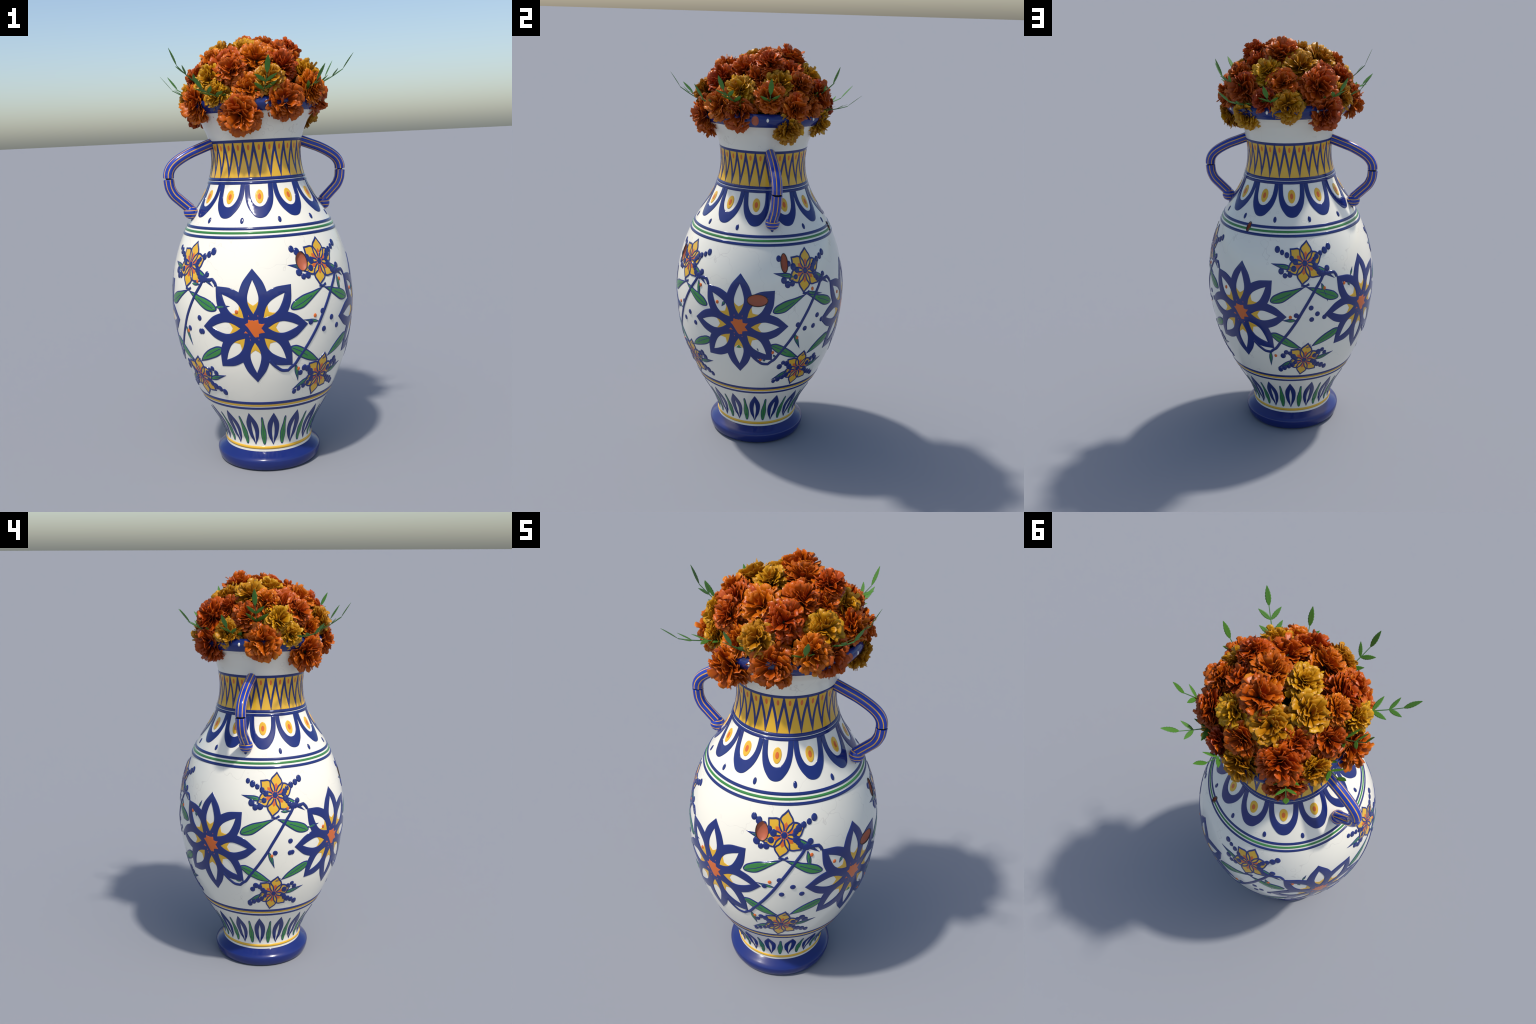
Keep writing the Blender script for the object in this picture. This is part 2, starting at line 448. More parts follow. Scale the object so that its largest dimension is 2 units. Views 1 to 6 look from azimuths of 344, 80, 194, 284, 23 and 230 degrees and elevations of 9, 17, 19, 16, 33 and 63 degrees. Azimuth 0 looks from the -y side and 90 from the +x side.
def thin_leaf():
    p = Patch()
    o = [(0.3, 0.2790), (1.35, 0.2680), (1.9, 0.2350), (2.7, 0.2080), (3.5, 0.1820), (3.1, 0.1500), (2.0, 0.1240), (0.2, 0.1165), (-1.7, 0.1240), (-2.9, 0.1500), (-3.3, 0.1800), (-2.3, 0.2100), (-1.3, 0.2380), (-0.9, 0.2680)]
    o = spline(deg(o), n=4)
    p.put(o, BLUE, h=0.0016)
    p.put(inset(o, 0.0050), GREEN, h=0.0021, base=0.0012, e=0.0015)
    p.put(ribbon(deg([(0.1, 0.205), (0.15, 0.17), (0.2, 0.133)]), 0.0034), BLUE, h=0.0026, base=0.0018, e=0.0012)
    return p.mesh('thin_leaf')
ring_of('thin_leaf', thin_leaf(), [-0.25 + 22.5 * k for k in range(16)])

# --- belly: eight-petalled star flower
def rot2(P, a, c=(0, 0)):
    P = np.asarray(P, float); cr, sr = math.cos(a), math.sin(a)
    return np.stack([c[0] + P[:, 0] * cr + P[:, 1] * sr, c[1] - P[:, 0] * sr + P[:, 1] * cr], -1)
SC = (0.0, 0.7262)
def star_flower(az):
    p = Patch(cuts_for(az))
    out, holes = [], []
    for k in range(8):
        a = k * math.pi / 4
        e = spline([(-0.0655, 0.1580), (-0.0550, 0.1860), (-0.0400, 0.2110), (0, 0.2565), (0.0400, 0.2110), (0.0550, 0.1860), (0.0655, 0.1580)], corners=(3,), n=4, closed=False)
        out += list(rot2(e[:-1], a, SC))
        l = [(0, 0.2065), (0.0130, 0.1790), (0.0225, 0.1500), (0.0253, 0.1290), (0.0215, 0.1070), (0.0125, 0.0860), (0, 0.0665),
             (-0.0125, 0.0860), (-0.0215, 0.1070), (-0.0253, 0.1290), (-0.0225, 0.1500), (-0.0130, 0.1790)]
        holes.append(rot2(spline(l, corners=(0, 6), n=3), a, SC))
        v = [(0, 0.0620), (0.0150, 0.0840), (0.0250, 0.1060), (0.0258, 0.1190), (0.0150, 0.1090), (0, 0.1005), (-0.0150, 0.1090), (-0.0258, 0.1190), (-0.0250, 0.1060), (-0.0150, 0.0840)]
        p.put(rot2(v, a, SC), YELLOW, h=0.0010, e=0.0015)
    p.put(np.array(out), BLUE, h=0.0022, holes=holes, e=0.0038)
    x = lambda P: [(a, SC[1] + b) for a, b in P]
    p.put(x([(-0.042, 0.019), (-0.027, 0.0255), (-0.0245, 0.0405), (-0.012, 0.0360), (-0.006, 0.0375), (0.000, 0.0345), (0.006, 0.0372), (0.012, 0.0365), (0.0205, 0.0400), (0.0230, 0.0220), (0.0360, 0.0190), (0.0500, 0.0207),
             (0.0340, 0.0), (0.0497, -0.0205), (0.0330, -0.0215), (0.0215, -0.0245), (0.0198, -0.0400), (0.0125, -0.0385), (0.0055, -0.0414), (-0.0020, -0.036), (-0.0285, 0.0050)]), ORANGE, h=0.0026, base=0.0021, e=0.0012, grid=0.02)
    p.put(x([(-0.0490, -0.0210), (-0.0400, -0.0100), (-0.0275, -0.0225), (-0.0400, -0.0205)]), ORANGE, h=0.0026, base=0.0021, e=0.0012)
    for c in ((-0.0215, 0.055), (0.020, 0.055), (-0.0215, -0.036), (-0.020, -0.051), (0.0195, -0.051)):
        p.put(ellipse((c[0], SC[1] + c[1]), 0.0018, 0.0036, 8), ORANGE, h=0.0026, base=0.0021, e=0.001)
    return p.mesh('star_flower')
STARS = [-22.4 + 90 * k for k in range(4)]
plain = star_flower(-112.4)
for a in STARS:
    ring_of('star_flower', star_flower(a) if abs(a - 67.6) < 1 else plain, [a])

# --- belly: six-petalled yellow flowers with strings of beads
def daffodil(c, beads, spikes, rng, doodle, az):
    p = Patch(cuts_for(az))
    for s in spikes:
        painted_leaf(p, *s, lay=-0.0004)
    shape = [(0, 0.1060), (0.0165, 0.0885), (0.0290, 0.0760), (0.0365, 0.0610), (0.0270, 0.0490), (0.0180, 0.0410), (0.0105, 0.0250), (0.0050, 0.0080),
             (-0.0050, 0.0080), (-0.0105, 0.0250), (-0.0180, 0.0410), (-0.0270, 0.0490), (-0.0365, 0.0610), (-0.0290, 0.0760), (-0.0165, 0.0885)]
    o = spline(shape, corners=(0, 3, 12), n=3)
    kite = [(0, 0.0560), (0.0110, 0.0420), (0.0085, 0.0250), (0.0030, 0.0070), (-0.0030, 0.0070), (-0.0085, 0.0250), (-0.0110, 0.0420)]
    # one yellow ground for all six petals
    ground = []
    for k in range(6):
        a = (10.5 + 60 * k) * RAD
        ground += list(rot2([(-0.0365, 0.0610), (-0.0290, 0.0760), (-0.0165, 0.0885), (0, 0.1045), (0.0165, 0.0885), (0.0290, 0.0760)], a, c))
    p.put(np.array(ground), YELLOW, h=0.0016)
    for k in range(6):
        a = (10.5 + 60 * k) * RAD
        p.put(rot2(kite, a, c), ORANGE, h=0.0019, base=0.0014, e=0.001, grid=0.02)
    for k in range(6):
        a = (10.5 + 60 * k) * RAD
        L = rot2(o, a, c)
        p.put(L, BLUE, h=0.0024 + 0.00005 * k, base=0.0014, holes=[inset(L, 0.0085)], e=0.0018, grid=0.05)
    p.put(ellipse(c, 0.0150, 0.0150, 16), BLUE, h=0.0028, e=0.003)
    for k in range(6):
        a = (40 + 60 * k) * RAD
        p.put(ellipse((c[0] + 0.0165 * math.sin(a), c[1] + 0.0165 * math.cos(a)), 0.0022, 0.0022, 7), ORANGE, h=0.0030, base=0.0024, e=0.001)
    for d in doodle:
        p.put(ribbon([(c[0] + x, c[1] + y) for x, y in d], 0.0035), BLUE, h=0.0023, base=0.0014, e=0.0012)
    for chain in beads:
        for i, (x, z) in enumerate(deg(chain)):
            r = rng.uniform(0.0130, 0.0182)
            p.put(ellipse((x, z), r, r * 1.02, 16), BLUE, h=0.0034 + 0.0001 * i, base=0.0008, e=min(0.008, r * 0.75))
    return p

def painted_leaf(p, pts, corners, vein, lay=0.0, rim=0.0062):
    o = spline(deg(pts), corners=corners, n=4)
    p.put(o, BLUE, h=0.0018 + lay)
    p.put(inset(o, rim), GREEN, h=0.0024 + lay, base=0.0014 + lay, e=0.0015)
    if vein is not None:
        p.put(ribbon(deg(vein), 0.0040), BLUE, h=0.0029 + lay, base=0.0020 + lay, e=0.0014)

def spike(a0, z0, a1, z1, w, bend=0.0):
    """pointed painted leaf from a blunt base to a sharp tip"""
    A = np.array([a0 * UX, z0]); B = np.array([a1 * UX, z1]); d = B - A; n = np.array([-d[1], d[0]]) / np.hypot(*d)
    L = []
    for t, ww in ((0, 0.25), (0.2, 0.85), (0.42, 1.0), (0.7, 0.55)):
        L.append(A + d * t + n * (w * ww + bend * t * (1 - t)))
    R = [A + d * t - n * (w * ww - bend * t * (1 - t)) for t, ww in ((0.7, 0.55), (0.42, 1.0), (0.2, 0.85), (0, 0.25))]
    pts = [(q[0] / UX, q[1]) for q in L + [B] + R]
    v = [A + d * 0.30 + n * bend * 0.2, A + d * 0.66 + n * bend * 0.2]
    return pts, (4,), [(q[0] / UX, q[1]) for q in v]

UP_C, LO_C = (0.0012, 0.9870), (-0.0008, 0.4735)
UP_BEADS = [[(-18.8, 1.0504), (-15.4, 1.0376), (-12.0, 1.0257), (-8.6, 1.0109), (-6.2, 0.9948)],
            [(18.7, 1.0506), (15.3, 1.0370), (11.8, 1.0265), (8.7, 1.0146), (7.0, 1.0030), (6.1, 0.9900)],
            [(-15.8, 0.9524), (-13.2, 0.9319), (-10.0, 0.9357), (-7.4, 0.9640)],
            [(15.5, 0.9534), (13.6, 0.9337), (11.6, 0.9330), (9.7, 0.9420), (8.2, 0.9560), (7.0, 0.9690)]]
LO_BEADS = [[(-15.7, 0.5005), (-13.3, 0.5231), (-10.4, 0.5158), (-8.2, 0.4985), (-6.4, 0.4860)],
            [(15.6, 0.5037), (13.3, 0.5240), (10.4, 0.5137), (7.7, 0.4946)],
            [(-18.6, 0.4078), (-15.3, 0.4196), (-11.8, 0.4309), (-8.9, 0.4444), (-6.6, 0.4600)],
            [(18.4, 0.4080), (14.9, 0.4219), (11.6, 0.4312), (8.7, 0.4446), (6.5, 0.4600)]]
UP_SPIKES = [spike(-7.5, 0.9640, -23.6, 0.9872, 0.0135), spike(7.0, 0.9740, 21.3, 0.8975, 0.0135)]
LO_SPIKES = [spike(-7.5, 0.4720, -21.5, 0.4160, 0.0135), spike(8.0, 0.4680, 24.0, 0.4995, 0.0135)]
SMALLS = [22.4 + 90 * k for k in range(4)]
for k, a in enumerate(SMALLS):
    rng = random.Random(40 + k)
    pu = daffodil(UP_C, UP_BEADS, UP_SPIKES, rng, [[(-0.092, -0.014), (-0.066, -0.020)], [(-0.094, -0.026), (-0.068, -0.026)], [(-0.090, -0.040), (-0.070, -0.030)]], a)
    ring_of('yellow_flower', pu.mesh('yellow_flower'), [a])
    pl = daffodil(LO_C, LO_BEADS, LO_SPIKES, rng, [[(0.004, 0.073), (0.034, 0.090)], [(0.010, 0.073), (0.034, 0.079)], [(0.062, -0.002), (0.082, 0.018)], [(-0.086, -0.018), (-0.066, 0.000)]], a)
    ring_of('yellow_flower', pl.mesh('yellow_flower'), [a])

# broad leaves under and over the yellow flowers
def leaf_pair(upper):
    p = Patch()
    if upper:
        painted_leaf(p, [(0.6, 0.8762), (-3.2, 0.8745), (-9.0, 0.8655), (-14.7, 0.8570), (-19.0, 0.8430), (-21.6, 0.8300), (-23.2, 0.8090), (-22.3, 0.7960), (-19.6, 0.7930), (-16.0, 0.7965), (-13.1, 0.8070), (-6.6, 0.8424), (-1.2, 0.8690)], (0,),
                     [(-22.0, 0.8040), (-15.5, 0.8230), (-9.0, 0.8474)])
        painted_leaf(p, [(-0.4, 0.8772), (3.0, 0.8740), (6.8, 0.8700), (10.5, 0.8610), (14.4, 0.8547), (18.0, 0.8450), (20.4, 0.8350), (22.9, 0.8130), (22.3, 0.7980), (18.4, 0.7930), (13.6, 0.8030), (6.6, 0.8392), (1.0, 0.8700)], (0,),
                     [(9.1, 0.8473), (15.0, 0.8280), (21.1, 0.8064)])
        p.put(ribbon(deg([(-2.8, 0.8850), (0.2, 0.8790), (2.6, 0.8885)]), 0.013), BLUE, h=0.0030, e=0.004)
    else:
        painted_leaf(p, [(-1.6, 0.5440), (-4.5, 0.5620), (-7.9, 0.5854), (-11.5, 0.6060), (-15.1, 0.6228), (-18.0, 0.6340), (-20.4, 0.6390), (-23.6, 0.6345), (-23.6, 0.6200), (-21.8, 0.6040), (-19.0, 0.5850), (-16.0, 0.5724), (-11.5, 0.5560), (-7.1, 0.5465)], (0,),
                     [(-23.3, 0.6310), (-17.0, 0.6070), (-11.8, 0.5800)])
        painted_leaf(p, [(4.2, 0.5500), (7.3, 0.5800), (10.3, 0.6004), (13.5, 0.6170), (16.8, 0.6291), (20.5, 0.6390), (23.8, 0.6375), (24.2, 0.6230), (23.2, 0.6050), (20.5, 0.5900), (17.5, 0.5797), (10.7, 0.5620)], (0,),
                     [(23.2, 0.6310), (16.8, 0.6060), (10.7, 0.5820)])
    return p.mesh('painted_leaf_pair')
ring_of('painted_leaf_pair', leaf_pair(True), SMALLS)
ring_of('painted_leaf_pair', leaf_pair(False), SMALLS)

# long stem that winds from one star flower to the next
STEM_A = [(22.4, 0.9050), (21.7, 0.9180), (19.7, 0.9335), (18.0, 0.9310), (16.2, 0.9301), (13.6, 0.9290), (12.2, 0.9220), (10.4, 0.9002), (6.7, 0.8613), (2.2, 0.8068), (-2.4, 0.7490), (-5.6, 0.7056), (-11.3, 0.6393), (-16.6, 0.5867), (-20.0, 0.5493), (-22.3, 0.5370), (-24.6, 0.5215), (-28.6, 0.5242), (-31.6, 0.5390), (-34.2, 0.5560), (-36.8, 0.5790)]
for k, a in enumerate(SMALLS):
    pts = list(STEM_A)
    if k % 2 == 0: pts[2] = (20.4, 0.9300)
    p = Patch()
    path = spline(deg(pts), corners=(2, 5, 16), n=3, closed=False)
    p.put(ribbon(path, 0.0165), BLUE, h=0.0034, e=0.0050, grid=0.05)
    ring_of('painted_stem', p.mesh('painted_stem'), [a])

# stray dots, berries and little leaves that differ from panel to panel (absolute azimuth)
DOTS = [(28.25, 0.7334), (21.95, 0.6887), (33.7, 0.6888), (12.0, 0.7322), (20.6, 0.7712), (121.7, 0.7578), (112.2, 0.7023), (119.0, 0.7059), (106.7, 0.7281), (126.2, 0.7276),
        (-154.1, 0.7683), (-149.8, 0.7341), (-153.6, 0.7066), (-144.8, 0.7122), (-163.8, 0.7330), (-67.8, 0.7037), (-57.8, 0.6990), (-56.3, 0.7002), (-57.8, 0.7601)]
BERRIES = [(38.5, 0.8920), (15.0, 0.7576), (4.8, 0.5230), (-32.2, 0.7984), (-70.1, 0.6885), (117.4, 0.8962), (107.0, 0.6586), (90.6, 0.5885), (82.4, 0.5482), (52.8, 0.8321), (-144.9, 0.8615), (-167.6, 0.7246), (-178.9, 0.4991), (144.8, 0.8306), (-129.6, 0.8647), (-59.4, 0.9213)]
SPIKES = [(36.2, 0.9115, 38.0, 0.8110, 0.0115), (17.4, 0.7300, 6.4, 0.7480, 0.0085), (2.6, 0.5450, 5.75, 0.4560, 0.0115), (-45.5, 0.8160, -35.5, 0.8235, 0.0090), (-72.1, 0.7100, -67.8, 0.6165, 0.0115),
          (112.0, 0.8850, 127.0, 0.8600, 0.0095), (104.4, 0.6850, 110.4, 0.5895, 0.0115), (92.8, 0.5600, 90.8, 0.5780, 0.0070), (86.0, 0.5440, 83.6, 0.5420, 0.0060), (58.2, 0.8420, 55.9, 0.8130, 0.0090), (80.9, 0.5980, 79.6, 0.6190, 0.0035),
          (-146.7, 0.8850, -142.4, 0.7860, 0.0115), (-164.0, 0.7070, -173.5, 0.7060, 0.0105), (177.7, 0.5220, 176.3, 0.4240, 0.0115), (-123.4, 0.8920, -120.5, 0.9350, 0.0070), (-126.2, 0.8640, -124.8, 0.8420, 0.0085),
          (-64.0, 0.9080, -56.0, 0.9075, 0.0080), (-95.0, 0.5470, -90.5, 0.5420, 0.0060)]
for a, z in DOTS:
    p = Patch(); r = 0.0138
    p.put(ellipse((0, z), r, r, 16), BLUE, h=0.0030, e=0.007); ring_of('painted_dot', p.mesh('painted_dot'), [a])
for a0, z0, a1, z1, w in SPIKES:
    p = Patch()
    d = ((a1 - a0 + 180) % 360) - 180
    painted_leaf(p, *spike(0, z0, d, z1, w), lay=-0.0002, rim=min(0.0044, w * 0.42))
    ring_of('painted_leaf', p.mesh('painted_leaf'), [a0])
for a, z in BERRIES:
    p = Patch(); p.put(ellipse((0, z), 0.0092, 0.0098, 14), ORANGE, h=0.0036, e=0.006); ring_of('painted_berry', p.mesh('painted_berry'), [a])
p = Patch(); p.put(deg([(-2.9, 0.611), (-1.6, 0.6125), (0, 0.6265), (1.6, 0.6125), (2.9, 0.611), (0, 0.6085)]), GREEN, h=0.0013, e=0.0015)
ring_of('painted_leaf', p.mesh('painted_leaf'), [67.7])

# chips in the glaze that lay the terracotta bare: shallow scoops, each with a raised dark ring laid round it
def carve(ob, cutters):
    for c in cutters:
        m = ob.modifiers.new('scoop', 'BOOLEAN'); m.operation = 'DIFFERENCE'; m.solver = 'EXACT'; m.object = c; m.material_mode = 'TRANSFER'
    bpy.context.view_layer.update()
    ev = ob.evaluated_get(bpy.context.evaluated_depsgraph_get())
    me = bpy.data.meshes.new_from_object(ev)
    ob.modifiers.clear(); old = ob.data; ob.data = me
    bpy.data.meshes.remove(old)
    me.set_sharp_from_angle(angle=math.radians(32))
def scoop(az, z, r, slope, wa, hz, depth, tilt=0.0, out=0.004):
    """ellipsoid cutter sunk into the wall; wa and hz are half sizes in metres"""
    bm = bmesh.new(); bmesh.ops.create_uvsphere(bm, u_segments=40, v_segments=24, radius=1.0)
    me = bpy.data.meshes.new('scoop'); bm.to_mesh(me); bm.free(); me.materials.append(TERRA)
    me.polygons.foreach_set('use_smooth', [True] * len(me.polygons))
    o = bpy.data.objects.new('scoop', me); bpy.context.collection.objects.link(o)
    a = az * RAD; n = Vector((math.sin(a) * math.cos(slope), -math.cos(a) * math.cos(slope), math.sin(slope)))
    t = Vector((math.cos(a), math.sin(a), 0)); u = n.cross(t)
    if u.z < 0: u = -u
    k = math.sqrt(1 - (out / (out + depth)) ** 2)
    R = Matrix((t, u, n)).transposed().to_4x4() @ Matrix.Rotation(tilt, 4, 'Z') @ Matrix.Diagonal((wa / k, hz / k, out + depth, 1))
    p0 = Vector((math.sin(a) * r, -math.cos(a) * r, z)) + n * out
    o.matrix_world = Matrix.Translation(p0 + Vector((AX[0], AX[1], 0))) @ R
    return o
CUT = []
for az, z, ha, hz, tilt in CHIPS:
    nr, nz = normal_rz(z)
    CUT.append(scoop(az, z, float(radius(z)), math.atan2(float(nz), float(nr)), ha * RAD * float(radius(z)) * 1.05, 1.05 * hz * math.hypot(1, float(nz / nr)), 0.013, tilt))
    p = Patch(); A, B = ha * UX, hz
    p.put(ellipse((0, z), A + 0.0046, B + 0.0040, 36, tilt), DARK_RING, h=0.0030, holes=[ellipse((0, z), A, B, 36, tilt)], e=0.0012)
    ring_of('chip_dark_ring', p.mesh('chip_dark_ring'), [az])
RIMCUT = [scoop(73, 1.674, 0.3060, -0.12, 0.0165, 0.036, 0.012), scoop(139, 1.676, 0.3060, -0.10, 0.0130, 0.028, 0.011, -0.35)]
carve(body, CUT + RIMCUT)
carve(rim, RIMCUT)
for b_ in shoulder: carve(b_, [CUT[3]])
for c in CUT + RIMCUT:
    bpy.data.objects.remove(c)

# white spots on the rim
def rim_radius(z):
    zz = [1.642, 1.645, 1.654, 1.664, 1.674, 1.681, 1.691]; rr = [0.2860, 0.2890, 0.2965, 0.3030, 0.3060, 0.3055, 0.3015]
    return float(np.interp(z, zz, rr))
def rim_blob(name, az, z, ha, hz, h, mat, seg=16, rings=5, tilt=0.0, droop=0.0):
    V, F = [], []
    for i in range(rings + 1):
        t = i / rings; hh = h * math.sqrt(max(0, 1 - t * t)) - (0.0008 if i == rings else 0)
        for k in range(seg):
            b = 2 * math.pi * k / seg
            u = math.cos(b) * ha * t; v = math.sin(b) * hz * t
            u, v = u * math.cos(tilt) - v * math.sin(tilt), u * math.sin(tilt) + v * math.cos(tilt)
            zz = z + v; r = rim_radius(zz) + hh + droop * max(0, 1.650 - zz)
            a = az * RAD + u / 0.305
            V.append((r * math.sin(a), -r * math.cos(a), zz))
    for i in range(rings):
        for k in range(seg):
            l = (k + 1) % seg
            F.append((i * seg + k, i * seg + l, (i + 1) * seg + l, (i + 1) * seg + k))
    return add(name, mesh_from(name, V, [f[::-1] for f in F]), rim, [mat])
for k in range(8):
    rim_blob('white_spot', -96.3 + 45 * k + (3 if k == 1 else 0), 1.677, 0.0062, 0.0095, 0.0022, WHITE)

# ------------------------------------------------------------------ handles: blue tubes with thin yellow lines
def smooth_path(pts, n=10):
    return spline(pts, n=n, closed=False)
def tube(path, rad, seg=80, every=10, shift=0, cap=0.0022):
    """path in (x, z); flush dome-ended tube; every Nth strip is yellow"""
    P = np.asarray(path); T = np.gradient(P, axis=0); T /= np.hypot(T[:, 0], T[:, 1])[:, None]
    V, F, M = [], [], []
    rows = []
    for (x, z), (tx, tz) in zip(P, T):
        rows.append((x, z, tx, tz, rad))
    def ends(i, s):
        x, z, tx, tz, _ = rows[i]
        return [(x + s * tx * cap * (1 - f * f), z + s * tz * cap * (1 - f * f), tx, tz, rad * f) for f in ((0.96, 0.85, 0.6, 0.3, 0.02) if s > 0 else (0.02, 0.3, 0.6, 0.85, 0.96))]
    rows = ends(0, -1) + rows + ends(-1, 1)
    for x, z, tx, tz, r in rows:
        for k in range(seg):
            a = 2 * math.pi * k / seg
            n = (-tz, tx)      # in-plane normal
            V.append((x + n[0] * r * math.cos(a), r * math.sin(a), z + n[1] * r * math.cos(a)))
    nr = len(rows)
    for i in range(nr - 1):
        for k in range(seg):
            l = (k + 1) % seg
            F.append((i * seg + k, i * seg + l, (i + 1) * seg + l, (i + 1) * seg + k))
            side = 4 < i < nr - 6
            M.append(1 if side and (k + shift) % every < (2 if every < 50 else 0) else (2 if not side and (i < 3 or i > nr - 5) else 0))
    return V, F, M
UPPER = [(0.2000, 1.5140), (0.2270, 1.5050), (0.2660, 1.4907), (0.3130, 1.4727), (0.3590, 1.4490), (0.3900, 1.4270), (0.4075, 1.4060), (0.4158, 1.3850), (0.4174, 1.3655)]
LOWER = [(0.4174, 1.3592), (0.4158, 1.3400), (0.4118, 1.3190), (0.3970, 1.2895), (0.3684, 1.2610), (0.3360, 1.2310), (0.3260, 1.2215)]
def knob():
    V, F, M = [], [], []; seg, st = 48, 30
    for i in range(st + 1):
        t = math.pi * i / st
        for k in range(seg):
            a = 2 * math.pi * k / seg
            V.append((0.3240 + 0.0330 * math.sin(t) * math.cos(a), 0.0330 * math.sin(t) * math.sin(a), 1.2060 + 0.0325 * math.cos(t)))
    for i in range(st):
        for k in range(seg):
            l = (k + 1) % seg
            F.append((i * seg + k, (i + 1) * seg + k, (i + 1) * seg + l, i * seg + l)); M.append(1 if i % 5 == 2 else 0)
    return V, F, M
for side in (0, 1):
    h = bpy.data.objects.new('handle', None); bpy.context.collection.objects.link(h); h.parent = VASE
    h.location = (0, -0.0014, 0); h.rotation_euler = (0, 0, math.pi * side)
    for nm, g in (('handle_arm', tube(smooth_path(UPPER), 0.0247, shift=4)), ('handle_arm', tube(smooth_path(LOWER), 0.0247)), ('handle_knob', knob())):
        add(nm, mesh_from(nm, *g), h, [HBLUE, HYEL, DARK])
    V, F, M = tube(np.array([(0.4174, 1.3720), (0.4174, 1.3620), (0.4174, 1.3530)]), 0.012, seg=24, every=99)
    add('handle_pin', mesh_from('handle_pin', V, F), h, [DARK])

# ------------------------------------------------------------------ marigolds
BOUQUET = top('marigold_bouquet', 'dome of orange and golden marigolds with green leaf sprigs', 'flowers', (AX[0], AX[1], 1.25))
BO = Vector((AX[0], AX[1], 1.25))

def petal_template(seed, nu=6, nv=6):
    """one crisp fan-shaped petal; root near the origin, +z outwards, bends towards +x; length about 1"""
    r = random.Random(seed)
    width = r.uniform(0.15, 0.235); curl = r.uniform(-0.03, 0.16); cup = r.uniform(-0.12, 0.04)
    ph, ruff = r.uniform(0, 6.28), r.uniform(0.008, 0.028)
    ln = r.uniform(0.90, 1.06); side = r.uniform(-0.07, 0.07)
    peak = r.uniform(0.03, 0.14); skew = r.uniform(-0.05, 0.05)
    V, F = [], []
    for layer in (0, 1):
        for i in range(nv):
            t = i / (nv - 1)
            w = width * (0.10 + 0.90 * t ** 1.05) * (1 - 0.10 * t ** 6)
            for j in range(nu):
                s = 2 * j / (nu - 1) - 1
                tip = 1 - t ** 5 * (peak * abs(s) + 0.045 * s * s) + t ** 4 * (skew * s + 0.022 * math.sin(s * 6.5 + ph))
                z = (0.12 + 0.88 * t * tip) * ln
                x = curl * t ** 2.0 + cup * s * s * t + ruff * t * t * math.sin(s * 5.0 + ph + t * 2.0)
                y = s * w + side * t * t
                z -= 0.40 * curl * curl * t ** 3
                V.append((x + (0.0022 if layer else -0.0022), y, z))
    n = nu * nv
    for i in range(nv - 1):
        for j in range(nu - 1):
            a = i * nu + j
            F.append((a, a + 1, a + nu + 1, a + nu)); F.append((n + a, n + a + nu, n + a + nu + 1, n + a + 1))
    rim = [j for j in range(nu)] + [i * nu + nu - 1 for i in range(1, nv)] + [(nv - 1) * nu + j for j in range(nu - 2, -1, -1)] + [i * nu for i in range(nv - 2, 0, -1)]
    for k in range(len(rim)):
        a, b = rim[k], rim[(k + 1) % len(rim)]
        F.append((b, a, n + a, n + b))
    return V, F

TEMPL = [petal_template(100 + i) for i in range(14)]
def flower_layout(seed, count=190):
    """petal rotations of one pompon: whorls by the golden angle from the crown to below the equator"""
    r = random.Random(seed); L = []
    for i in range(count):
        f = (i + 0.5) / count
        th = math.acos(0.985 - 1.50 * f) * (1 + r.uniform(-0.07, 0.07))
        ph = i * 2.39996 + r.uniform(-0.25, 0.25)
        tw = r.gauss(0, 0.55)
        sc = (0.86 + 0.14 * min(1, th / 0.8)) * r.uniform(0.82, 1.06)
        lean = r.gauss(0.04, 0.16)
        M = Matrix.Rotation(ph, 4, 'Z') @ Matrix.Rotation(th + lean, 4, 'Y') @ Matrix.Rotation(tw, 4, 'Z') @ Matrix.Scale(sc, 4)
        L.append((r.randrange(len(TEMPL)), M, th))
    return L
def build_variant(seed, keep=7):
    L = flower_layout(seed)
    ext = sorted((M @ Vector(v)).length for t, M, th in L for v in TEMPL[t][0])
    k = 1.0 / ext[int(len(ext) * 0.985)]           # bring the outermost tips to radius 1
    L = [(t, Matrix.Scale(k, 4) @ M, th) for t, M, th in L]
    ranked = sorted(range(len(L)), key=lambda i: abs(L[i][2] - 1.0))
    single = set(ranked[:keep * 3:3])
    V, F = [], []
    for i, (t, M, th) in enumerate(L):
        if i in single: continue
        b = len(V); tv, tf = TEMPL[t]
        V += [tuple(M @ Vector(v)) for v in tv]
        F += [tuple(b + k for k in f) for f in tf]
    return (V, F), [(L[i][0], L[i][1]) for i in sorted(single)]
VARIANTS = [build_variant(7 + k) for k in range(6)]
MESHES = {}
def shared(kind, idx, mat):
    key = (kind, idx, mat.name)
    if key not in MESHES:
        V, F = VARIANTS[idx][0] if kind == 'petals' else TEMPL[idx]
        me = mesh_from('petals' if kind == 'petals' else 'petal', V, F); me.materials.append(mat)
        MESHES[key] = me
    return MESHES[key]

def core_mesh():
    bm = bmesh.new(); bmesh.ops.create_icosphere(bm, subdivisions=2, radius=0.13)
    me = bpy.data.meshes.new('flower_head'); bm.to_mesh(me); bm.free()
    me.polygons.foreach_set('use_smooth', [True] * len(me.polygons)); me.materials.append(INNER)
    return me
CORE = core_mesh()

